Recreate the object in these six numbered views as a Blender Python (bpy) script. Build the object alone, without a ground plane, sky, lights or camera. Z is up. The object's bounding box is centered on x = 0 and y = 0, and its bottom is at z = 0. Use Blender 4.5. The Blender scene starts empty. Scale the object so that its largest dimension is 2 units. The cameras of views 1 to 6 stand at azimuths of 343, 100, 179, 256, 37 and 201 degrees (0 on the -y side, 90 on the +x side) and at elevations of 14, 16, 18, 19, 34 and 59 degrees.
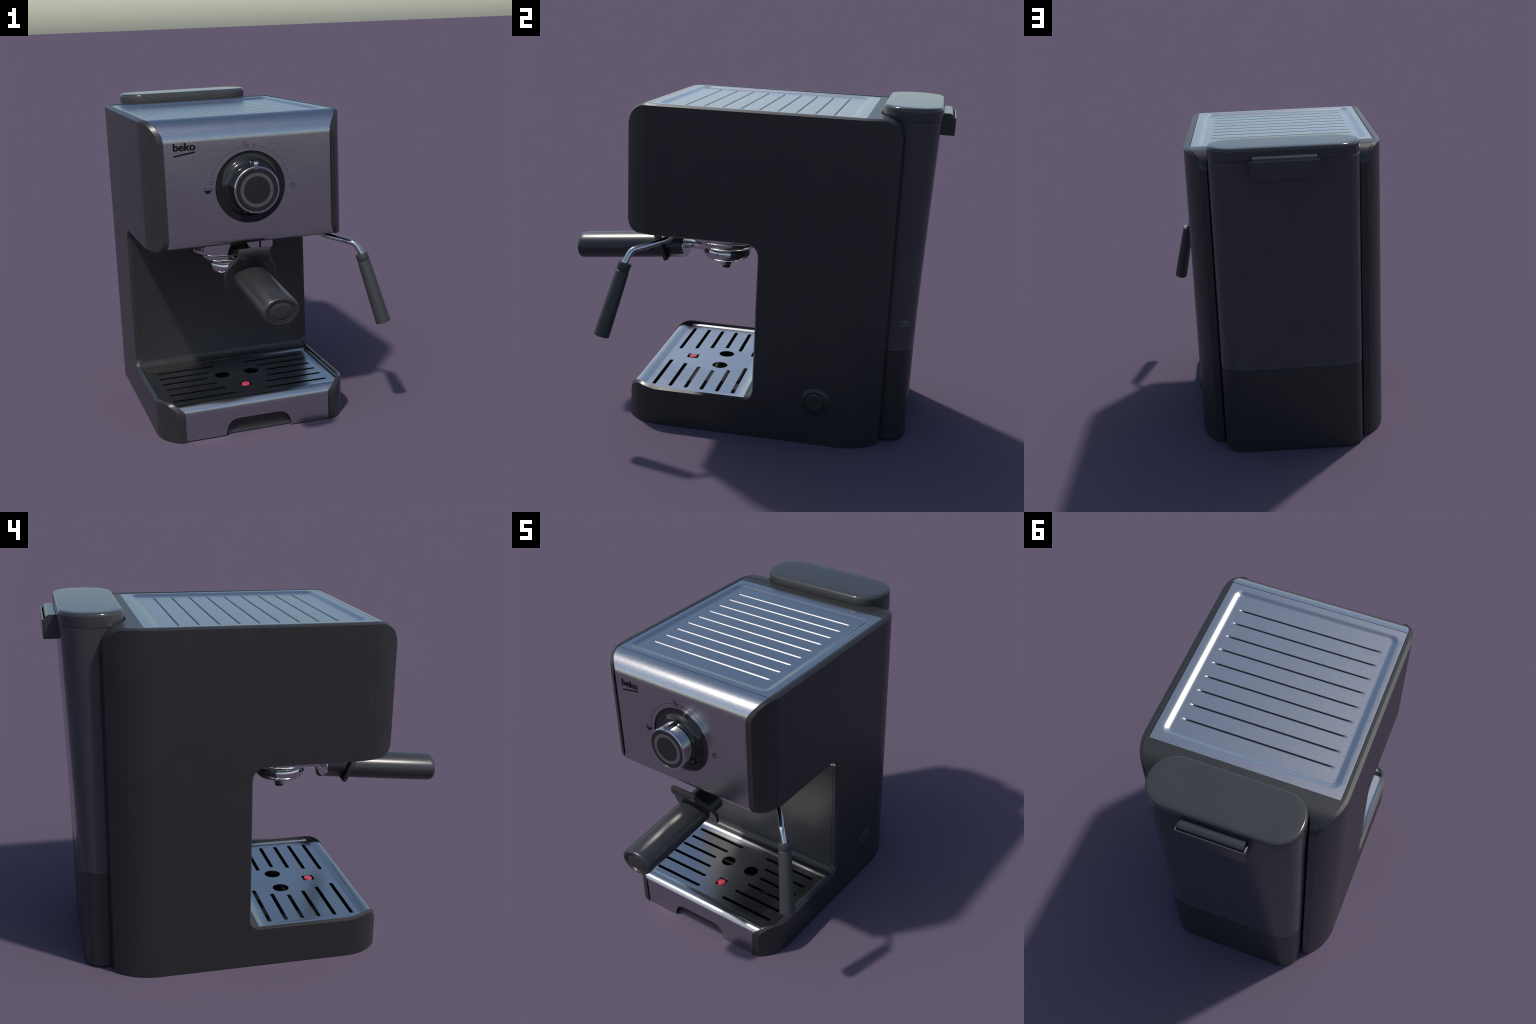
import bpy, bmesh, math
from mathutils import Vector, Matrix

CX = -0.1065          # symmetry plane of the machine (the steam wand makes the bounding box lopsided)

# ------------------------------------------------------------------ materials
def nodes(name):
    m = bpy.data.materials.new(name)
    m.use_nodes = True
    return m, m.node_tree, m.node_tree.nodes["Principled BSDF"]

def plastic(name, colour, rough, grain=0.0, grain_scale=600, coat=0.0, spec=0.5, var=0.06):
    m, t, b = nodes(name)
    tc = t.nodes.new("ShaderNodeTexCoord")
    n = t.nodes.new("ShaderNodeTexNoise"); n.inputs["Scale"].default_value = 9; n.inputs["Detail"].default_value = 5
    t.links.new(tc.outputs["Object"], n.inputs["Vector"])
    r = t.nodes.new("ShaderNodeValToRGB")
    r.color_ramp.elements[0].position, r.color_ramp.elements[1].position = 0.3, 0.7
    for e, k in zip(r.color_ramp.elements, (1 - var, 1 + var)):
        e.color = (colour[0] * k, colour[1] * k, colour[2] * k, 1)
    t.links.new(n.outputs["Fac"], r.inputs["Fac"]); t.links.new(r.outputs["Color"], b.inputs["Base Color"])
    b.inputs["Roughness"].default_value = rough
    b.inputs["Specular IOR Level"].default_value = spec
    b.inputs["Coat Weight"].default_value = coat
    b.inputs["Coat Roughness"].default_value = 0.08
    if grain:
        g = t.nodes.new("ShaderNodeTexNoise"); g.inputs["Scale"].default_value = grain_scale; g.inputs["Detail"].default_value = 2
        bp = t.nodes.new("ShaderNodeBump"); bp.inputs["Strength"].default_value = grain; bp.inputs["Distance"].default_value = 0.001
        t.links.new(tc.outputs["Object"], g.inputs["Vector"]); t.links.new(g.outputs["Fac"], bp.inputs["Height"])
        t.links.new(bp.outputs["Normal"], b.inputs["Normal"])
    return m

def brushed(name, colour, rough, stretch=(36, 380, 380), bump=0.26, spread=0.14):
    m, t, b = nodes(name)
    tc = t.nodes.new("ShaderNodeTexCoord"); mp = t.nodes.new("ShaderNodeMapping")
    mp.inputs["Scale"].default_value = stretch
    n = t.nodes.new("ShaderNodeTexNoise"); n.inputs["Scale"].default_value = 1.0; n.inputs["Detail"].default_value = 4
    n.inputs["Roughness"].default_value = 0.65
    t.links.new(tc.outputs["Object"], mp.inputs["Vector"]); t.links.new(mp.outputs["Vector"], n.inputs["Vector"])
    r = t.nodes.new("ShaderNodeValToRGB")
    r.color_ramp.elements[0].position, r.color_ramp.elements[1].position = 0.25, 0.75
    for e, k in zip(r.color_ramp.elements, (1 - spread, 1 + spread)):
        e.color = (colour[0] * k, colour[1] * k, colour[2] * k, 1)
    mr = t.nodes.new("ShaderNodeMapRange")
    mr.inputs["To Min"].default_value, mr.inputs["To Max"].default_value = rough * 0.85, rough * 1.15
    bp = t.nodes.new("ShaderNodeBump"); bp.inputs["Strength"].default_value = bump; bp.inputs["Distance"].default_value = 0.0006
    t.links.new(n.outputs["Fac"], r.inputs["Fac"]); t.links.new(r.outputs["Color"], b.inputs["Base Color"])
    t.links.new(n.outputs["Fac"], mr.inputs["Value"]); t.links.new(mr.outputs["Result"], b.inputs["Roughness"])
    t.links.new(n.outputs["Fac"], bp.inputs["Height"]); t.links.new(bp.outputs["Normal"], b.inputs["Normal"])
    b.inputs["Metallic"].default_value = 1.0
    return m

def metal(name, colour, rough):
    m, t, b = nodes(name)
    b.inputs["Base Color"].default_value = (*colour, 1); b.inputs["Metallic"].default_value = 1.0
    tc = t.nodes.new("ShaderNodeTexCoord"); n = t.nodes.new("ShaderNodeTexNoise"); n.inputs["Scale"].default_value = 40
    mr = t.nodes.new("ShaderNodeMapRange"); mr.inputs["To Min"].default_value, mr.inputs["To Max"].default_value = rough * 0.8, rough * 1.2
    t.links.new(tc.outputs["Object"], n.inputs["Vector"]); t.links.new(n.outputs["Fac"], mr.inputs["Value"])
    t.links.new(mr.outputs["Result"], b.inputs["Roughness"])
    return m

BLACK = plastic("matt_dark_plastic", (0.0235, 0.0232, 0.0238), 0.34, grain=0.03, spec=0.5)
TANK = plastic("smoky_glossy_tank_plastic", (0.049, 0.048, 0.053), 0.15)
LID = plastic("glossy_lid_plastic", (0.040, 0.041, 0.042), 0.14)
GRIP = plastic("satin_grip_plastic", (0.030, 0.030, 0.0315), 0.30)
SLEEVE = plastic("matt_rubber_sleeve", (0.036, 0.037, 0.038), 0.5, grain=0.05)
PIANO = plastic("piano_black_dial", (0.010, 0.010, 0.011), 0.10)
DISC = plastic("dial_face_black", (0.012, 0.013, 0.014), 0.35)
RING = plastic("dial_face_grey_ring", (0.075, 0.075, 0.075), 0.4)
DARK = plastic("deep_black_interior", (0.006, 0.006, 0.007), 0.6)
SEAM = plastic("dark_seam_strip", (0.010, 0.010, 0.011), 0.6)  # dark colour imitating groove shade on raised strips; no real gap
INK = plastic("black_print", (0.002, 0.002, 0.002), 0.6, spec=0.2)
INKG = plastic("thin_grey_print", (0.012, 0.012, 0.012), 0.6, spec=0.2)
PALE = plastic("pale_grey_print", (0.17, 0.17, 0.18), 0.5)
RED = plastic("red_float_plastic", (0.50, 0.055, 0.085), 0.35)
STEEL = brushed("brushed_steel", (0.50, 0.50, 0.50), 0.22)
STEELT = brushed("brushed_steel_plate", (0.50, 0.50, 0.50), 0.24, stretch=(60, 300, 300), bump=0.06, spread=0.07)
CHROME = metal("polished_chrome", (0.62, 0.62, 0.62), 0.08)

# ------------------------------------------------------------------ helpers
ROOT = bpy.data.objects.new("espresso_machine", None)
bpy.context.scene.collection.objects.link(ROOT)
ROOT["label"] = "compact dark plastic and brushed steel espresso coffee machine"
ROOT["category"] = "coffee machine"

def finish(bm, name, mat, parent=ROOT, angle=32, weighted=False, flat=False):
    bmesh.ops.recalc_face_normals(bm, faces=bm.faces[:])
    a = math.radians(angle)
    for f in bm.faces:
        f.smooth = not flat
    for e in bm.edges:
        if len(e.link_faces) == 2:
            e.smooth = e.calc_face_angle(0) < a
    me = bpy.data.meshes.new(name)
    bm.to_mesh(me); bm.free()
    ob = bpy.data.objects.new(name, me)
    me.materials.append(mat)
    bpy.context.scene.collection.objects.link(ob)
    ob.parent = parent
    if weighted:
        w = ob.modifiers.new("weighted", "WEIGHTED_NORMAL"); w.keep_sharp = True; w.weight = 80
    return ob

def arc(cy, cz, r, a0, a1, n=10):
    return [(cy + r * math.cos(math.radians(a0 + (a1 - a0) * i / n)), cz + r * math.sin(math.radians(a0 + (a1 - a0) * i / n))) for i in range(n + 1)]

def smooth_path(pts, n=6):
    """Catmull-Rom through control points."""
    out = []
    P = [pts[0]] + list(pts) + [pts[-1]]
    for i in range(1, len(P) - 2):
        a, b, c, d = (Vector(p) for p in P[i - 1:i + 3])
        for k in range(n):
            t = k / n
            out.append(tuple(0.5 * ((2 * b) + (c - a) * t + (2 * a - 5 * b + 4 * c - d) * t * t + (3 * b - a - 3 * c + d) * t ** 3)))
    out.append(tuple(pts[-1]))
    return out

def cut_region(bm, faces, cuts):
    """Slice a flat set of faces along planes y = const (optionally only where za < z < zb)."""
    faces = set(faces)
    for y, za, zb in cuts:
        fs = [f for f in faces if za <= f.calc_center_bounds().z <= zb] if za > 0 else list(faces)
        geo = list({v for f in fs for v in f.verts}) + list({e for f in fs for e in f.edges}) + fs
        r = bmesh.ops.bisect_plane(bm, geom=geo, plane_co=(0, y, 0), plane_no=(0, 1, 0), dist=2e-4)
        faces = {f for f in faces if f.is_valid} | {g for g in r["geom"] if isinstance(g, bmesh.types.BMFace)}
    return faces

def slab(profile, cuts, fin, fout, side, chamfer=None):
    """Solid whose side outline is `profile` (y, z); inner and outer half widths are functions of (y, z).
    `chamfer(y, z)` gives the two widths of the chamfer between the outline wall and the outer face."""
    n = len(profile)
    area = sum(profile[i][0] * profile[(i + 1) % n][1] - profile[(i + 1) % n][0] * profile[i][1] for i in range(n))
    sg = 1 if area > 0 else -1
    inset = []
    for i, (y, z) in enumerate(profile):
        c = chamfer(y, z)[0] if chamfer else 0
        p, q = Vector(profile[i - 1]), Vector(profile[(i + 1) % n]); v = Vector((y, z))
        d0, d1 = (v - p).normalized(), (q - v).normalized()
        n0, n1 = Vector((-d0.y, d0.x)) * sg, Vector((-d1.y, d1.x)) * sg
        m = n0 + n1; m = m / max(m.dot(n0), 0.5)
        if z < 1e-4: m = Vector((1 if y < 0 else -1, 0))
        inset.append((y + m.x * c, z + m.y * c))
    bm = bmesh.new()
    L0 = [bm.verts.new((0, y, z)) for y, z in profile]
    L1 = [bm.verts.new((1, y, z)) for y, z in profile]
    L2 = [bm.verts.new((2, y, z)) for y, z in inset] if chamfer else L1
    for i in range(n):
        j = (i + 1) % n
        bm.faces.new((L0[i], L0[j], L1[j], L1[i]))
        if chamfer: bm.faces.new((L1[i], L1[j], L2[j], L2[i]))
    f0, f2 = bm.faces.new(L0), bm.faces.new(L2)
    cut_region(bm, [f0], cuts); cut_region(bm, [f2], cuts)
    for v in bm.verts:
        k = round(v.co.x); y, z = v.co.y, v.co.z
        x = fin(y, z) if k == 0 else fout(y, z) if (k == 2 or not chamfer) else fout(y, z) - chamfer(y, z)[1]
        v.co.x = CX + side * x
    return bm

def lathe(profile, origin, axis, seg=64, arc_deg=360):
    """profile: (radius, height along axis)."""
    bm = bmesh.new()
    ax = Vector(axis).normalized()
    q = Vector((0, 0, 1)).rotation_difference(ax)
    o = Vector(origin)
    rings = []
    for r, h in profile:
        if r < 1e-6:
            rings.append([bm.verts.new(o + ax * h)])
        else:
            rings.append([bm.verts.new(o + q @ Vector((r * math.cos(2 * math.pi * i / seg), r * math.sin(2 * math.pi * i / seg), h))) for i in range(seg)])
    for a, b in zip(rings, rings[1:]):
        for i in range(seg):
            j = (i + 1) % seg
            if len(a) == 1 and len(b) == 1: continue
            if len(a) == 1: bm.faces.new((a[0], b[i], b[j]))
            elif len(b) == 1: bm.faces.new((a[i], a[j], b[0]))
            else: bm.faces.new((a[i], a[j], b[j], b[i]))
    return bm

def loft(sections, closed=True, caps=True):
    bm = bmesh.new()
    rows = [[bm.verts.new(p) for p in s] for s in sections]
    n = len(rows[0])
    for a, b in zip(rows, rows[1:]):
        for i in range(n if closed else n - 1):
            j = (i + 1) % n
            bm.faces.new((a[i], a[j], b[j], b[i]))
    if caps:
        bm.faces.new(rows[0]); bm.faces.new(rows[-1])
    return bm

def box(bm, x0, x1, y0, y1, z0, z1, bevel=0.0, seg=2):
    r = bmesh.ops.create_cube(bm, size=1)
    vs = r["verts"]
    for v in vs:
        v.co = Vector((x0 if v.co.x < 0 else x1, y0 if v.co.y < 0 else y1, z0 if v.co.z < 0 else z1))
    if bevel:
        es = list({e for v in vs for e in v.link_edges})
        bmesh.ops.bevel(bm, geom=es, offset=bevel, offset_type='OFFSET', segments=seg, profile=0.5, affect='EDGES')

def tube(points, radius, seg=20, caps=True):
    P = [Vector(p) for p in points]
    R = radius if isinstance(radius, (list, tuple)) else [radius] * len(P)
    secs, nrm = [], None
    for i, p in enumerate(P):
        t = ((P[min(i + 1, len(P) - 1)] - P[max(i - 1, 0)])).normalized()
        if nrm is None:
            nrm = t.orthogonal().normalized()
        nrm = (nrm - t * nrm.dot(t)).normalized()
        bn = t.cross(nrm)
        secs.append([p + R[i] * (nrm * math.cos(2 * math.pi * k / seg) + bn * math.sin(2 * math.pi * k / seg)) for k in range(seg)])
    return loft(secs, True, caps)

def text_mesh(body, size, bold=0.0, depth=0.0008, spacing=1.0):
    c = bpy.data.curves.new("lettering_source", "FONT")
    c.body, c.size, c.offset, c.extrude, c.space_character = body, size, bold, depth, spacing
    c.align_x, c.align_y = "CENTER", "BOTTOM_BASELINE"
    o = bpy.data.objects.new("lettering_source", c)
    bpy.context.scene.collection.objects.link(o)
    me = bpy.data.meshes.new_from_object(o.evaluated_get(bpy.context.evaluated_depsgraph_get()))
    bm = bmesh.new(); bm.from_mesh(me)
    bpy.data.objects.remove(o); bpy.data.curves.remove(c); bpy.data.meshes.remove(me)
    return bm

# ------------------------------------------------------------------ plan curves of the housing
HW = 0.5235           # widest half width
def drop(d, R):
    return R - math.sqrt(max(R * R - d * d, 0)) if d > 0 else 0.0

def hw_out(y, z):
    h = HW
    if z > 0.6: h -= drop(-0.405 - y, 0.250)
    else:       h -= drop(-0.388 - y, 0.208)
    return h - drop(y - 0.55, 0.294)

def hw_in(y, z):
    if y > 0.6372: return min(0.398, 0.255 + math.sqrt(max(0.143 ** 2 - (0.783 - y) ** 2, 0))) if y < 0.783 else 0.398
    if z > 0.6: return max(0.4335, 0.4895 - drop(-0.455 - y, 0.161))
    return max(0.3985, 0.505 - drop(-0.39 - y, 0.192)) if y < .101 else 0.4895

# ------------------------------------------------------------------ side panels
rim_front = smooth_path([(-0.385, 0.2020), (-0.415, 0.2035), (-0.450, 0.2080), (-0.480, 0.2120), (-0.505, 0.2115), (-0.525, 0.2050), (-0.542, 0.191), (-0.559, 0.168), (-0.566, 0.138)], 4)
side_profile = ([(-0.566, 0.0)] + rim_front[::-1] + [(0.062, 0.188)][0:0] +
                arc(0.058, 0.2520, 0.05, 270, 360, 8) +
                arc(0.048, 0.957, 0.06, 0, 90, 8) +
                arc(-0.515, 1.0850, 0.068, 270, 180, 10) +
                arc(-0.467, 1.554, 0.116, 180, 90, 14) +
                arc(0.665, 1.570, 0.102, 90, 0, 10) + [(0.767, 0.0)])
def clamp01(t): return min(max(t, 0), 1)
def edge_width(y, z):     # shallow chamfer: (drop inside the outline, loss of half width)
    return .008, .018
front_cuts = [(-0.395 - 0.012 * i, -1, 2) for i in range(1, 12)] + [(-0.539, 0.6, 2), (-0.5505, 0.6, 2)]
rear_cuts = [(y, -1, 2) for y in (0.100, 0.102, 0.562, 0.575, 0.588, 0.60, 0.61, 0.62, 0.63, 0.637, 0.6375, 0.6395, 0.643, 0.648, 0.655, 0.663, 0.672, 0.682, 0.693, 0.705, 0.718, 0.731, 0.743)]
def densify(profile, cuts):
    out = []
    for i, p in enumerate(profile):
        q = profile[(i + 1) % len(profile)]
        ts = sorted((c[0] - p[0]) / (q[0] - p[0]) for c in cuts if abs(q[0] - p[0]) > .03 and 0.002 < (c[0] - p[0]) / (q[0] - p[0]) < .998)
        out += [p] + [(p[0] + (q[0] - p[0]) * t, p[1] + (q[1] - p[1]) * t) for t in ts]
    return out
side_profile = densify(side_profile, front_cuts + rear_cuts)
for s in (-1, 1):
    finish(slab(side_profile, front_cuts + rear_cuts, hw_in, hw_out, s, edge_width), "side_panel", BLACK, weighted=True, angle=17)

# parting lines on the flanks: thin raised dark strips standing in for grooves
for s in (-1, 1):
    bm = bmesh.new()
    ys = [0.131 + (0.748 - 0.131) * i / 40 for i in range(41)]
    rows = [[(CX + s * (hw_out(y, .9) + d), y, z) for d, z in ((-.002, .9555), (.0004, .9555), (.0004, .9535), (-.002, .9535))] for y in ys]
    finish(loft(rows), "parting_line", SEAM)
    bm = bmesh.new()
    x = sorted((CX + s * (HW - .002), CX + s * (HW + .0004)))
    x = sorted((CX + s * (hw_out(-.46, 1) - .002), CX + s * (hw_out(-.46, 1) + .0004)))
    box(bm, x[0], x[1], -.4615, -.4595, 1.045, 1.648)
    finish(bm, "parting_line", SEAM)

# ------------------------------------------------------------------ core housing
core_profile = ([(-0.500, 0.012), (-0.500, 0.10), (-0.47, 0.10), (-0.47, 0.012), (0.062, 0.012), (0.062, 0.189)] +
                arc(0.063, 0.2365, 0.043, 270, 360, 8) +
                arc(0.042, 0.955, 0.064, 0, 90, 8) +
                [(-0.49, 1.019), (-0.545, 1.075), (-0.545, 1.56), (-0.47, 1.652), (0.5868, 1.652), (0.587, 1.670), (0.63745, 1.670), (0.63745, 0.012)])
def core_hw(y, z):
    return 0.425 if (z > .6 and y < -.40) else hw_in(min(y, 0.6), z) - .0001
bm = slab(core_profile, [(.100, -1, 2), (.102, -1, 2), (-.399, -1, 2), (-.4005, -1, 2)] + front_cuts[1:], lambda y, z: -core_hw(y, z), core_hw, 1)
finish(bm, "body", BLACK, weighted=True)
bm = bmesh.new(); box(bm, CX - .46, CX + .46, -.49, .63, .004, .0115)
finish(bm, "underside_plate", DARK)

# ------------------------------------------------------------------ top plate: pressed tray with louvres
def grid_lines(marks, step):
    marks = sorted(set(round(m, 5) for m in marks)); out = []
    for a, b in zip(marks, marks[1:]):
        n = max(1, int(math.ceil((b - a) / step)))
        out += [a + (b - a) * i / n for i in range(n)]
    return out + [marks[-1]]

LX0, LX1, NL = -0.502, 0.277, 9
louvre_y = [-0.313 + 0.0915 * i for i in range(NL)]
def rrect(x, y, cx, cy, hx, hy, r):
    dx, dy = abs(x - cx) - hx + r, abs(y - cy) - hy + r
    return math.hypot(max(dx, 0), max(dy, 0)) + min(max(dx, dy), 0) - r
def sstep(t):
    t = min(max(t, 0), 1); return t * t * (3 - 2 * t)
def top_z(x, y):
    d = rrect(x, y, CX - .0055, 0.0535, 0.457, 0.489, 0.05)      # outer edge of the pressed slope
    z = 1.6685 - 0.0095 * sstep(-d / 0.034)
    if LX0 <= x <= LX1:                                   # louvre: steep step, 37 degree ramp, soft tail, tapered ends
        k = 0.30 * min(x - LX0, LX1 - x)
        for ly in louvre_y:
            t = y - ly
            if -1e-6 <= t <= 0.0221:
                z -= min(k, 0.0087 - 0.0082 * t / 0.0110 if t <= .0110 else 0.0005 * max(0, 1 - (t - .0110) / .011))
    return z
TX = 0.4868
xm = [CX - TX, CX + TX, LX0, LX1] + [v for k in range(1, 7) for v in (LX0 + .0053 * k, LX1 - .0053 * k)]
ym = [-0.4665, 0.5865] + [v for l in louvre_y for v in (l - .0004, l, l + .00275, l + .0055, l + .00825, l + .011, l + .0165, l + .022)]
for c, h in ((CX - .0055, .457),):
    xm += [c + s * (h - k) for s in (-1, 1) for k in (0, .0057, .0113, .017, .0227, .0283, .034)]
ym += [.0535 + s * (.489 - k) for s in (-1, 1) for k in (0, .0057, .0113, .017, .0227, .0283, .034)]
for sx in (-1, 1):
    xm += [CX - .0055 + sx * (.457 - .034 - .006 * k) for k in range(1, 5)]
    ym += [.0535 + sx * (.489 - .034 - .006 * k) for k in range(1, 5)]
gx, gy = grid_lines(xm, .03), grid_lines(ym, .03)
bm = bmesh.new()
V = [[bm.verts.new((x, y, top_z(x, y))) for x in gx] for y in gy]
for j in range(len(gy) - 1):
    for i in range(len(gx) - 1):
        bm.faces.new((V[j][i], V[j][i + 1], V[j + 1][i + 1], V[j + 1][i]))
bord = [e for e in bm.edges if e.is_boundary]
r = bmesh.ops.extrude_edge_only(bm, edges=bord)
for v in r["geom"]:
    if isinstance(v, bmesh.types.BMVert): v.co.z = 1.648
finish(bm, "top_plate", STEELT, angle=22)

# ------------------------------------------------------------------ curved front panel with the dial opening
KX, KZ, KR, PY = CX, 1.3165, 0.1815, -0.5770
FH = 0.4335
bm = bmesh.new()
circ = [bm.verts.new((KX + KR * math.cos(2 * math.pi * i / 96), PY, KZ + KR * math.sin(2 * math.pi * i / 96))) for i in range(96)]
flat = [bm.verts.new(p) for p in ((CX - FH, PY, 1.060), (CX + FH, PY, 1.060), (CX + FH, PY, 1.5565), (CX - FH, PY, 1.5565))]
edges = [bm.edges.new((circ[i], circ[(i + 1) % 96])) for i in range(96)] + [bm.edges.new((flat[i], flat[(i + 1) % 4])) for i in range(4)]
bmesh.ops.triangle_fill(bm, use_beauty=True, use_dissolve=False, edges=edges)
def strip(path, hwf):
    prev = None
    for y, z in path:
        h = hwf(y, z)
        cur = (bm.verts.new((CX - h, y, z)), bm.verts.new((CX + h, y, z)))
        if prev: bm.faces.new((prev[0], prev[1], cur[1], cur[0]))
        prev = cur
fh = lambda y, z: FH if y <= PY + 1e-6 else max(FH, hw_in(y, z) + 0.0015)
strip([(PY, 1.5565)] + arc(PY + .112, 1.5565, 0.112, 180, 90, 22)[1:-1] + [(-0.4695, 1.6685), (-0.4695, 1.655)], fh)
strip([(PY, 1.060)] + [(y, z) for y, z in arc(PY + 0.032, 1.060, 0.032, 180, 270, 10)][1:] + [(-0.50, 1.0275), (-.47, 1.025)], lambda y, z: FH if y <= PY + 1e-6 else max(FH, hw_in(y, 1.0) + .001))
bmesh.ops.remove_doubles(bm, verts=bm.verts[:], dist=1e-5)
lip = [e for e in bm.edges if e.is_boundary and all(abs(math.hypot(v.co.x - KX, v.co.z - KZ) - KR) < 1e-4 for v in e.verts)]
r = bmesh.ops.extrude_edge_only(bm, edges=lip)
for v in r["geom"]:
    if isinstance(v, bmesh.types.BMVert): v.co.y += 0.014
front = finish(bm, "front_panel", STEEL, angle=40)

# printed marks on the front panel
def on_front(bm, x, z, off=0.0006):
    for v in bm.verts:
        v.co = Vector((x + v.co.x, PY - off - v.co.z, z + v.co.y))
    return bm
bm = text_mesh("beko", 0.0530, bold=0.0011, spacing=1.0)
xs = [v.co.x for v in bm.verts]; k = 0.110 / (max(xs) - min(xs)); mid = (max(xs) + min(xs)) / 2
for v in bm.verts: v.co.x = (v.co.x - mid) * k
for dx, dz in ((-.0007, .0001), (.0007, .0002)):       # heavier strokes
    for v in bmesh.ops.duplicate(bm, geom=bm.verts[:] + bm.edges[:] + bm.faces[:])["geom"] if dx < 0 else bm.verts[:len(bm.verts) // 2]:
        if isinstance(v, bmesh.types.BMVert): v.co += Vector((dx, 0, dz))
lettering = finish(on_front(bm, -0.434, 1.5220), "lettering", INK, front, flat=True)
def plate(bm, pts, d=0.0008):
    a = [bm.verts.new((x, y, -d)) for x, y in pts]; b = [bm.verts.new((x, y, d)) for x, y in pts]
    bm.faces.new(a); bm.faces.new(b)
    for i in range(len(pts)):
        j = (i + 1) % len(pts); bm.faces.new((a[i], a[j], b[j], b[i]))
def stroke(bm, pts, w, closed=False):
    """Printed line of constant width."""
    n = len(pts)
    for i in range(n if closed else n - 1):
        p, q = Vector(pts[i]), Vector(pts[(i + 1) % n])
        d = (q - p).normalized(); s = Vector((-d.y, d.x)) * w / 2; e = d * w * 0.3
        plate(bm, [tuple(p - e - s), tuple(q + e - s), tuple(q + e + s), tuple(p - e + s)])
bm = bmesh.new()
plate(bm, [(-.054, -.0045), (.053, .0110), (.053, .0190), (-.054, .0035)])
finish(on_front(bm, -0.434, 1.4965), "underline_mark", INK, front, flat=True)
# dial scale dots
bm = bmesh.new()
for a0, a1, n in ((171, 103, 18), (74, 7, 18)):
    for i in range(n):
        a = math.radians(a0 + (a1 - a0) * i / (n - 1))
        cxx, cyy = 0.2065 * math.cos(a), 0.2065 * math.sin(a)
        plate(bm, [(cxx + .0021 * math.cos(t * math.pi / 4), cyy + .0021 * math.sin(t * math.pi / 4)) for t in range(8)])
o = finish(on_front(bm, KX, KZ - .002), "dial_scale_dots", INK, front, flat=True); o["kind"] = "stuff"
# half full cup (left)
bm = bmesh.new()
stroke(bm, [(-.0185, .013), (-.0175, .003), (-.011, -.012), (.010, -.012), (.0165, .003), (.0175, .013)], .0013, True)
plate(bm, [(-.0175, .003), (-.011, -.0125), (.010, -.0125), (.0165, .003)], .0009)
stroke(bm, [(.0175, .011), (.0235, .010), (.0245, .003), (.021, -.003), (.0155, -.003)], .0010)
finish(on_front(bm, -0.327, 1.3145), "cup_symbol", INK, front, flat=True)
# steaming cup (top)
bm = bmesh.new()
stroke(bm, [(-.003, .010), (-.002, -.006), (.004, -.013), (.020, -.013), (.0265, -.006), (.028, .010)], .0012, True)
stroke(bm, [(.028, .008), (.034, .006), (.033, -.002), (.0265, -.004)], .0010)
for k in range(3):
    stroke(bm, [(-.026 + .009 * k + .0025 * math.sin(t * 1.05), -.008 + .0055 * t) for t in range(7)], .0012)
finish(on_front(bm, -0.108, 1.518), "steaming_cup_symbol", INKG, front, flat=True)
# steam cloud (right)
bm = bmesh.new()
stroke(bm, [(-.012, .002), (-.006, .007), (0, .003), (.006, .007), (.012, .002), (.006, -.006), (0, -.012), (-.006, -.006)], .0010, True)
stroke(bm, [(-.019, .002), (-.017, -.004), (-.011, -.006), (-.005, -.013), (0, -.017), (.005, -.013), (.011, -.006), (.017, -.004), (.019, .002)], .0010)
for k in (-.004, 0, .004):
    stroke(bm, [(k, .006), (k * 1.3, .012), (k, .015)], .0010)
finish(on_front(bm, 0.1155, 1.304), "steam_symbol", INKG, front, flat=True)

# ------------------------------------------------------------------ dial
NY = (0, -1, 0)
KO = (KX, 0, KZ)
def mirror_h(p):  # profile given as (radius, y) -> (radius, height along -y)
    return [(r, -y) for r, y in p]
knob = finish(lathe(mirror_h([(.1812, -.562), (.1812, -.5715), (.170, -.5720), (.1475, -.5728), (.1465, -.5733), (.143, -.577), (.137, -.5845), (.130, -.5905), (.122, -.5945), (.1175, -.5955), (.117, -.590), (0, -.590)]), KO, NY, 96), "dial_bezel", PIANO)
finish(lathe(mirror_h([(.1165, -.588), (.1165, -.600), (.1165, -.679), (.1155, -.684), (.113, -.6860), (.1065, -.6860), (.1060, -.684), (0, -.684)]), KO, NY, 96), "control_knob", CHROME)
cap = bpy.data.objects["control_knob"]
finish(lathe(mirror_h([(.1063, -.683), (.1063, -.6850), (0, -.6850)]), KO, NY, 96), "knob_face", DISC, cap)
finish(lathe(mirror_h([(.068, -.6845), (.068, -.6856), (.0850, -.6856), (.0850, -.6845)]), KO, NY, 96), "knob_face_ring", RING, cap)
bm = bmesh.new(); box(bm, KX - .011, KX + .011, -.6855, -.598, KZ + .10, KZ + .1385, .003)
finish(bm, "pointer_fin", CHROME, cap)

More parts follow.
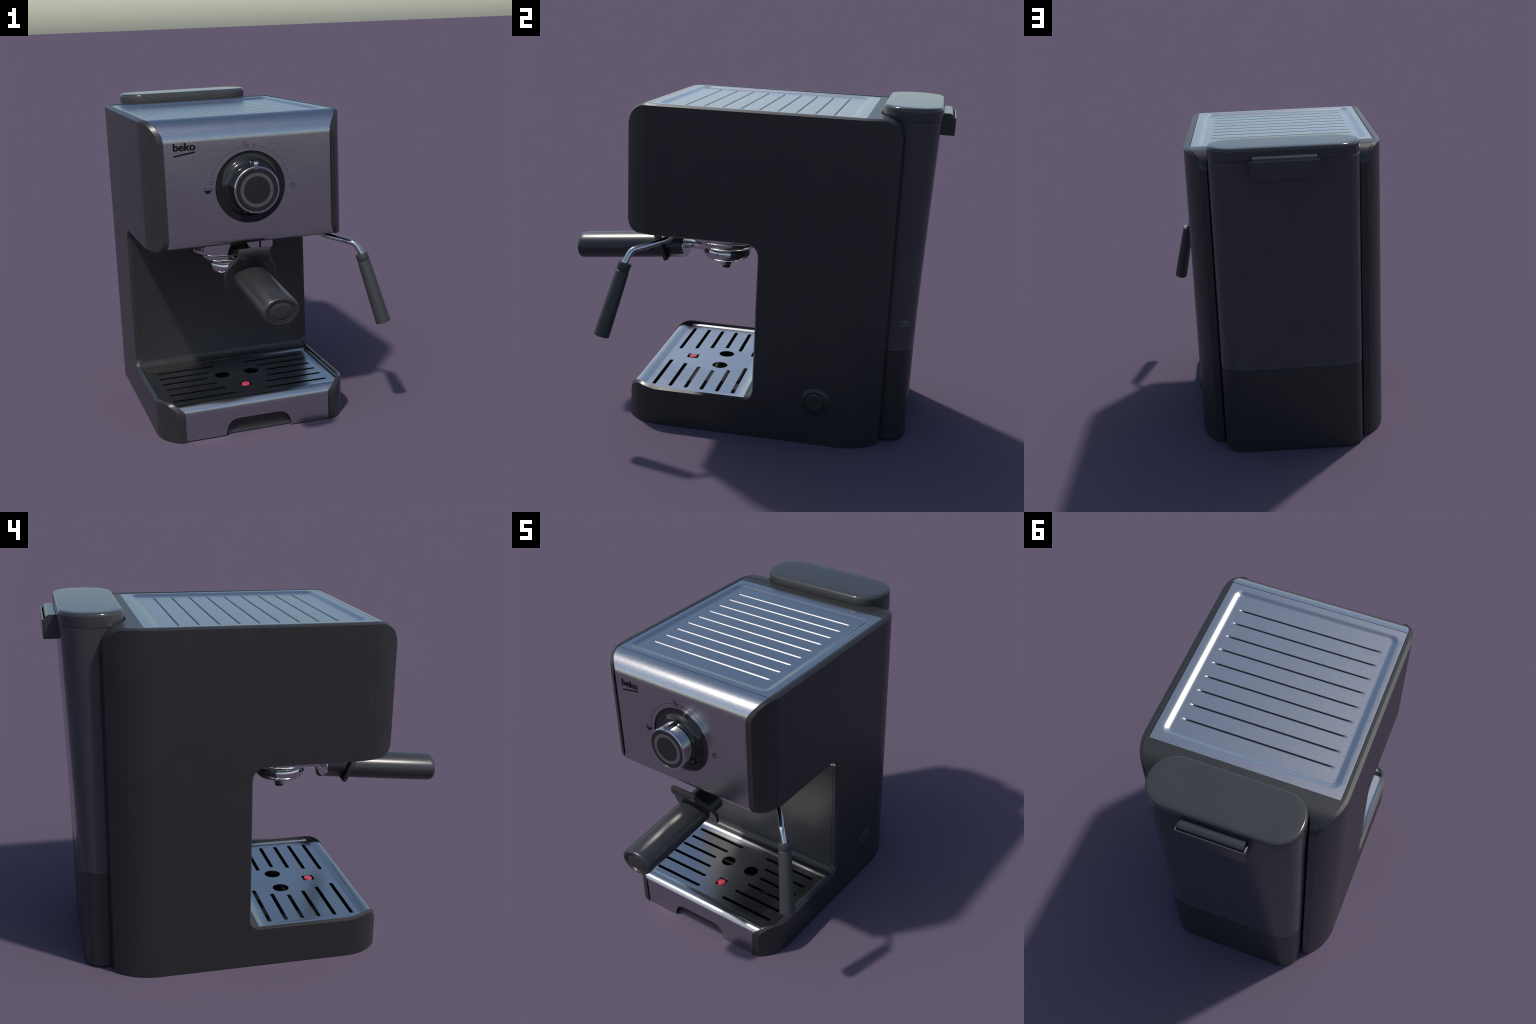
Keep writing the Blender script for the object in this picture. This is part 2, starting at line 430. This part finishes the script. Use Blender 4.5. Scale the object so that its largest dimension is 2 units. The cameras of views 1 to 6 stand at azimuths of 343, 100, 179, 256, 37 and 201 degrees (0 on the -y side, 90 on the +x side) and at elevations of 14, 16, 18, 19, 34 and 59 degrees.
# ------------------------------------------------------------------ group head, portafilter
GX, GY = CX, -0.160
gh = finish(lathe([(.10, 1.033), (.235, 1.033), (.235, .935), (.2335, .929), (.229, .922), (.221, .917), (.208, .914), (.183, .9125), (0, .9125)], (GX, GY, 0), (0, 0, 1), 96), "group_head", CHROME)
def on_cylinder(bm, ang, z, r):
    for v in bm.verts:
        a = math.radians(ang) + v.co.x / r
        rr = r + .0006 + v.co.z
        v.co = Vector((GX + rr * math.sin(a), GY - rr * math.cos(a), z + v.co.y))
    return bm
def fit_width(bm, w):
    xs = [v.co.x for v in bm.verts]; k = w / (max(xs) - min(xs)); m = (max(xs) + min(xs)) / 2
    for v in bm.verts: v.co.x = (v.co.x - m) * k
    return bm
finish(on_cylinder(fit_width(text_mesh("INSERT", .037, .0001), .104), -65, .942, .235), "lettering", INK, gh, flat=True)
finish(on_cylinder(fit_width(text_mesh("LOCK", .037, .0001), .078), 2.5, .940, .235), "lettering", INK, gh, flat=True)
bm = bmesh.new(); plate(bm, [(-.002, .0), (.002, .0), (.002, .10), (-.002, .10)])
finish(on_cylinder(bm, 26.8, .925, .235), "lock_mark", INK, gh, flat=True)

pf = bpy.data.objects.new("portafilter", None); bpy.context.scene.collection.objects.link(pf); pf.parent = ROOT
pf.location = (0, 0, 0)
finish(lathe([(.10, .913), (.1825, .912), (.1825, .896), (.179, .887), (.171, .877), (.160, .869), (.148, .8625), (.136, .859), (.128, .858), (.126, .8555), (.1285, .853), (.1265, .8505), (.1285, .848), (.1285, .826), (.1265, .815), (.121, .805), (.112, .797), (.099, .7925), (.084, .791), (0, .791)], (GX, GY, 0), (0, 0, 1), 72), "filter_bowl", CHROME, pf, angle=40)
finish(lathe([(0, .793), (.033, .793), (.0335, .790), (.0335, .757), (.031, .752), (.026, .749), (.0, .749)], (GX, GY, 0), (0, 0, 1), 6), "hex_nut", CHROME, pf, angle=20)
finish(lathe([(0, .755), (.021, .755), (.0215, .740), (.019, .735), (.014, .7335), (.012, .738), (0, .738)], (GX, GY, 0), (0, 0, 1), 24), "spout_outlet", DARK, pf)

def axis_z(y): return 0.7825 + 0.104 * (y + 1.0)
def oval(y, rx, rz, n=48, lean=0.0):
    zc = axis_z(y)
    out = []
    for i in range(n):
        t = 2 * math.pi * i / n
        c, s = math.cos(t), math.sin(t)
        dz = rz * s
        out.append((CX + rx * c, y - 0.10 * dz * 0.6, zc + dz))
    return out
secs = []
for y, k in ((-.9915, 0.30), (-.9915, .58), (-.9900, .60), (-.9900, .625), (-.9935, .645), (-.9935, .70), (-.9890, .72), (-.9890, .75), (-.9950, .785), (-.9958, .86), (-.9940, .92), (-.9895, .965), (-.981, .99), (-.970, 1.0), (-.80, 1.005), (-.60, 1.0), (-.50, .99), (-.393, .98)):
    secs.append(oval(y, .0945 * k, .0715 * k))
finish(loft(secs), "handle", GRIP, pf, angle=50)
finish(loft([oval(y, .0945 * k, .0715 * k) for y, k in ((-.394, .94), (-.3925, .965), (-.3885, .965), (-.387, .955))]), "handle_ferrule", CHROME, pf, angle=40)
bm = bmesh.new(); box(bm, CX - .045, CX + .045, -.392, -.27, .833, .863, .006)
finish(bm, "handle_neck", CHROME, pf)

# thumb guard: a tilted saddle plate around the handle with a rolled flange on top
def guard_point(s):      # s along the plate from bottom to top -> centre line (y, z)
    return pts_guard[s]
pts_guard = smooth_path([(-.482, .775), (-.498, .815), (-.516, .855), (-.534, .893), (-.552, .925), (-.572, .948), (-.588, .968), (-.594, .990), (-.590, 1.006)], 4)
wid_guard = smooth_path([(.126, 0), (.136, 0), (.140, 0), (.128, 0), (.108, 0), (.092, 0), (.085, 0), (.084, 0), (.080, 0)], 4)
secs = []
for i, (y, z) in enumerate(pts_guard):
    y0, z0 = pts_guard[max(i - 1, 0)]; y1, z1 = pts_guard[min(i + 1, len(pts_guard) - 1)]
    d = math.hypot(y1 - y0, z1 - z0); ny, nz = (z1 - z0) / d, -(y1 - y0) / d
    w = wid_guard[i][0]; t = .011
    row = []
    for x, k in ((-w, .55), (-w + .004, 1), (-.5 * w, 1), (0, 1), (.5 * w, 1), (w - .004, 1), (w, .55)):
        sag = .030 * (abs(x) / .14) ** 2 if z < .95 else 0.0    # wings sweep back
        row.append((x, y + sag * 0.4, z, k))
    ring = [(CX + x, yy + ny * t * k, zz + nz * t * k) for x, yy, zz, k in row] + [(CX + x, yy - ny * t * k, zz - nz * t * k) for x, yy, zz, k in row[::-1]]
    secs.append(ring)
finish(loft(secs), "thumb_guard", GRIP, pf, angle=45)

# ------------------------------------------------------------------ steam wand
path = smooth_path([(.318, -.333, 1.040), (.328, -.347, 1.010), (.348, -.372, .990), (.386, -.412, .977), (.430, -.456, .966), (.463, -.497, .957), (.477, -.511, .950), (.4865, -.5195, .938), (.4970, -.5275, .917), (.5075, -.5355, .8965), (.5120, -.5400, .880)], 6)
wand = finish(tube(path, .0150, 20), "steam_wand", CHROME, angle=60)
top, tip = Vector((.5075, -.5345, .8965)), Vector((.589, -.629, .530))
axd = (tip - top).normalized(); L = (tip - top).length
finish(lathe([(.010, .004), (.0325, 0), (.0335, .003), (.0325, .036), (.0300, .040), (.0295, .043), (.0330, .046), (.0338, .052), (.0395, L - .006), (.0392, L - .001), (.037, L), (.020, L), (.018, L - .02), (0, L - .02)], top, axd, 40), "wand_sleeve", SLEEVE, wand, angle=40)

# ------------------------------------------------------------------ drip tray
tray = bpy.data.objects.new("drip_tray", None); bpy.context.scene.collection.objects.link(tray); tray.parent = ROOT
c = bpy.data.curves.new("tray_source", "CURVE"); c.dimensions = "2D"; c.fill_mode = "BOTH"; c.extrude = 0.0025; c.resolution_u = 1
def spline(pts):
    s = c.splines.new("POLY"); s.points.add(len(pts) - 1); s.use_cyclic_u = True
    for p, q in zip(s.points, pts): p.co = (q[0], q[1], 0, 1)
TH = 0.4800; Y0, Y1 = -0.474, 0.046
spline([(CX - TH + .0, Y0 + .0), (CX + TH, Y0), (CX + TH, Y1), (CX - TH, Y1)])
slot_in = [.0885, .1440, .1715, .1430, .1145, .0880]
for i, (w, y) in enumerate(zip(slot_in, [-.009, -.0940, -.178, -.2635, -.3475, -.4365])):
    for s in (-1, 1):
        a, b = CX + s * w, CX + s * .4325
        x0, x1 = min(a, b), max(a, b); hr = .0103
        spline([(x0 + .004, y - hr), (x1 - .004, y - hr), (x1 - .0012, y - hr * .7), (x1, y), (x1 - .0012, y + hr * .7), (x1 - .004, y + hr), (x0 + .004, y + hr), (x0 + .0012, y + hr * .7), (x0, y), (x0 + .0012, y - hr * .7)])
for s in (-1, 1):
    spline([(CX + s * .0855 + .0425 * math.cos(k * math.pi / 20), -.159 + .0425 * math.sin(k * math.pi / 20)) for k in range(40)])
spline([(CX - .0285, -.368), (CX + .0285, -.368), (CX + .0285, -.305), (CX - .0285, -.305)])
co = bpy.data.objects.new("tray_source", c); bpy.context.scene.collection.objects.link(co)
me = bpy.data.meshes.new_from_object(co.evaluated_get(bpy.context.evaluated_depsgraph_get()))
bm = bmesh.new(); bm.from_mesh(me); bpy.data.objects.remove(co); bpy.data.curves.remove(c); bpy.data.meshes.remove(me)
for v in bm.verts: v.co.z += 0.1805
# pressed border: rear and side slopes up to the rim
def tray_hw(y): return hw_in(y, 0) + 0.0012
bz, iz = .1895, .183
def quad(*p): bm.faces.new([bm.verts.new(q) for q in p])
ys = [Y1, -.10, -.25, -.36, -.395] + [-.395 - .0113 * k for k in range(1, 8)]
for s in (-1, 1):
    for a, b in zip(ys, ys[1:]):
        fa = [min(TH + d, tray_hw(y)) for y in (a, b) for d in (0, .004, .009, .013)]
        za = (iz, iz + .0015, bz - .0015, bz)
        for k in range(3):
            quad((CX + s * fa[k], a, za[k]), (CX + s * fa[k + 1], a, za[k + 1]), (CX + s * fa[4 + k + 1], b, za[k + 1]), (CX + s * fa[4 + k], b, za[k]))
        quad((CX + s * fa[3], a, bz), (CX + s * tray_hw(a), a, bz), (CX + s * tray_hw(b), b, bz), (CX + s * fa[7], b, bz))
rear = [(Y1, iz), (Y1 + .0012, iz + .0006), (Y1 + .0095, iz + .0070), (Y1 + .0107, iz + .0076), (.075, iz + .0078)]
for (ya, za), (yb, zb) in zip(rear, rear[1:]):
    e0, e1 = TH + (za - iz) * 1.2, TH + (zb - iz) * 1.2
    quad((CX - e0, ya, za), (CX + e0, ya, za), (CX + e1, yb, zb), (CX - e1, yb, zb))
for s in (-1, 1):
    quad((CX + s * TH, Y1, iz), (CX + s * tray_hw(Y1), Y1, bz), (CX + s * tray_hw(Y1), .075, iz + .0078), (CX + s * TH, .075, iz + .0078))
bmesh.ops.remove_doubles(bm, verts=bm.verts[:], dist=2e-5)
finish(bm, "tray_plate", STEELT, tray, angle=30)
# rolled front lip and front face with the finger cut-out
bm = bmesh.new()
TY = -0.5600
lip_path = smooth_path([(-.4735, .1832), (-.478, .1835), (-.490, .188), (-.505, .193), (-.520, .1945), (-.535, .191), (-.5490, .180), (-.5570, .165), (TY, .148)], 4)
def strip2(path, hwf):
    prev = None
    for y, z in path:
        h = hwf(y)
        cur = (bm.verts.new((CX - h, y, z)), bm.verts.new((CX + h, y, z)))
        if prev: bm.faces.new((prev[0], prev[1], cur[1], cur[0]))
        prev = cur
FB = 0.3985
strip2(lip_path, lambda y: max(FB, tray_hw(y)) if y > TY + 1e-6 else FB)
cut = [(.182, .003), (.180, .025), (.170, .052), (.155, .072), (.135, .083), (.115, .087)]
out = [(-FB, .003), (-FB, .148), (FB, .148), (FB, .003)] + cut + [(-x, z) for x, z in cut[::-1]]
face = [bm.verts.new((CX + x, TY, z)) for x, z in out]
bm.faces.new(face)
bmesh.ops.remove_doubles(bm, verts=bm.verts[:], dist=2e-5)
low = [e for e in bm.edges if e.is_boundary and all(abs(v.co.y - TY) < 1e-5 and (v.co.z < .1 and abs(v.co.x - CX) < .2) for v in e.verts)]
r = bmesh.ops.extrude_edge_only(bm, edges=low)
for v in r["geom"]:
    if isinstance(v, bmesh.types.BMVert): v.co.y += .008
finish(bm, "tray_front", STEEL, tray, angle=40)
bm = bmesh.new()
rows = [(-.541, .002), (-.5365, .008), (-.534, .018), (-.5335, .03), (-.536, .10), (-.549, .12)]
prev = None
for y, z in rows:
    cur = (bm.verts.new((CX - .22, y, z)), bm.verts.new((CX + .22, y, z)))
    if prev: bm.faces.new((prev[0], prev[1], cur[1], cur[0]))
    prev = cur
finish(bm, "finger_recess", BLACK, tray, angle=50)
finish(lathe([(.0, .10), (.0225, .10), (.0225, .1815), (.0205, .1855), (.014, .1870), (0, .1872)], (CX, -.336, 0), (0, 0, 1), 32), "level_float", RED, tray)
bm = bmesh.new(); box(bm, CX - .462, CX + .462, -.465, .0605, .0118, .016)
finish(bm, "basin_floor", DARK, tray)

# ------------------------------------------------------------------ water tank
def tank_rear(z):
    P = ((0, .8965), (.27, .8965), (.5, .8985), (.764, .9025), (1.17, .9145), (1.49, .925), (1.8, .936))
    for (a, u), (b, v) in zip(P, P[1:]):
        if z <= b: return u + (v - u) * (z - a) / (b - a)
def corner(z): return 0.104 + 0.018 * min(max((z - .1) / 1.2, 0), 1)
def tank_ring(z, hw, yf, yr, rf=.10, rr=.105, n=10):
    pts = []
    for sx, y, r, a0 in ((1, yr, rr, 0), (-1, yr, rr, 90), (-1, yf, rf, 180), (1, yf, rf, 270)):
        cy_ = y - r if y == yr else y + r
        for i in range(n + 1):
            a = math.radians(a0 + 90 * i / n)
            pts.append((CX + sx * (hw - r) + r * math.cos(a), cy_ + r * math.sin(a), z))
    return pts
tank = finish(loft([tank_ring(z, .389 - d, .650 + d, tank_rear(z) - d, .13, corner(z)) for z, d in ((.4975, .003), (.4995, .0), (.7, 0), (.9, 0), (1.1, 0), (1.3, 0), (1.5, 0), (1.645, 0), (1.651, .0005), (1.6525, .002))]), "water_tank", TANK, angle=25, weighted=True)
finish(loft([tank_ring(z, .388 - d, .650 + d, tank_rear(z) - d, .13, corner(z)) for z, d in ((.002, .012), (.006, .004), (.014, .001), (.25, .001), (.494, .001), (.4965, .003))]), "tank_base", BLACK, tank, angle=25, weighted=True)
lid_rings = [(1.653, .002), (1.6545, .0003), (1.66, 0), (1.704, 0)] + [(1.704 + .016 * math.sin(math.radians(a)), .016 * (1 - math.cos(math.radians(a)))) for a in (15, 30, 45, 60, 75, 88)] + [(1.7203, .05), (1.7206, .10)]
finish(loft([tank_ring(z, .390 - d, .6465 + d, .9355 - d, max(.137 - d, .02), max(.137 - d, .02), 14) for z, d in lid_rings]), "tank_lid", LID, tank, angle=40)
# pull latch at the back: open box with a rolled tab inside
lx0, lx1 = CX - .1745, CX + .1745
def pocket_ring(x0, x1, y1, z, r):
    return [(x0, .915, z)] + [(x0 + r - r * math.cos(math.radians(a)), y1 - r + r * math.sin(math.radians(a)), z) for a in (0, 30, 60, 90)] + \
           [(x1 - r + r * math.sin(math.radians(a)), y1 - r + r * math.cos(math.radians(a)), z) for a in (0, 30, 60, 90)] + [(x1, .915, z)]
W = .0075
bm = loft([pocket_ring(lx0, lx1, .9985, 1.5745, .007), pocket_ring(lx0, lx1, .9985, 1.6605, .007), pocket_ring(lx0 + .001, lx1 - .001, .9975, 1.6615, .006),
           pocket_ring(lx0 + W - .001, lx1 - W + .001, .9985 - W + .001, 1.6615, .004), pocket_ring(lx0 + W, lx1 - W, .9985 - W, 1.6605, .004), pocket_ring(lx0 + W, lx1 - W, .9985 - W, 1.60, .004)])
finish(bm, "latch_pocket", LID, tank, angle=50, weighted=True)
prof = [(.936, 1.600), (.936, 1.678), (.939, 1.6805)] + [(.964 + .0225 * math.sin(math.radians(a)), 1.658 + .0225 * math.cos(math.radians(a))) for a in (0, 15, 30, 45, 60, 75, 90)] + [(.9865, 1.600)]
secs = [[(x, y, z) for y, z in prof] for x in (lx0 + .0125, lx1 - .0125)]
finish(loft(secs), "latch_tab", LID, tank, angle=30)
# MIN level mark wrapped round the rear corner
def on_corner(bm, a0, z):
    ccx, ccy, r = CX + .389 - corner(z), tank_rear(z) - corner(z), corner(z) + .0005
    for v in bm.verts:
        a = math.radians(a0) + v.co.x / r
        rr = r + v.co.z
        v.co = Vector((ccx + rr * math.cos(a), ccy + rr * math.sin(a), z + v.co.y))
    return bm
finish(on_corner(text_mesh("MIN", .030, 0, .0005), 33, .645), "level_lettering", PALE, tank, flat=True)
bm = bmesh.new()
for i in range(12):
    x = -.030 + .060 * i / 12
    plate(bm, [(x, -.0012), (x + .005, -.0012), (x + .005, .0012), (x, .0012)], .0005)
finish(on_corner(bm, 33, .637), "level_line", PALE, tank, flat=True)

# ------------------------------------------------------------------ power button on the right flank
BO = (CX + hw_out(.437, 0), .437, .233)
pb = finish(lathe([(.075, -.002), (.074, .0015), (.066, .0055), (.058, .008), (.0515, .008), (.0505, .005), (.0500, -.003)], BO, (1, 0, 0), 64), "power_button_bezel", BLACK)
finish(lathe([(.0485, -.003), (.0485, .010), (.046, .0135), (.041, .0150), (.030, .0145), (0, .0140)], BO, (1, 0, 0), 64), "power_button", BLACK, pb)
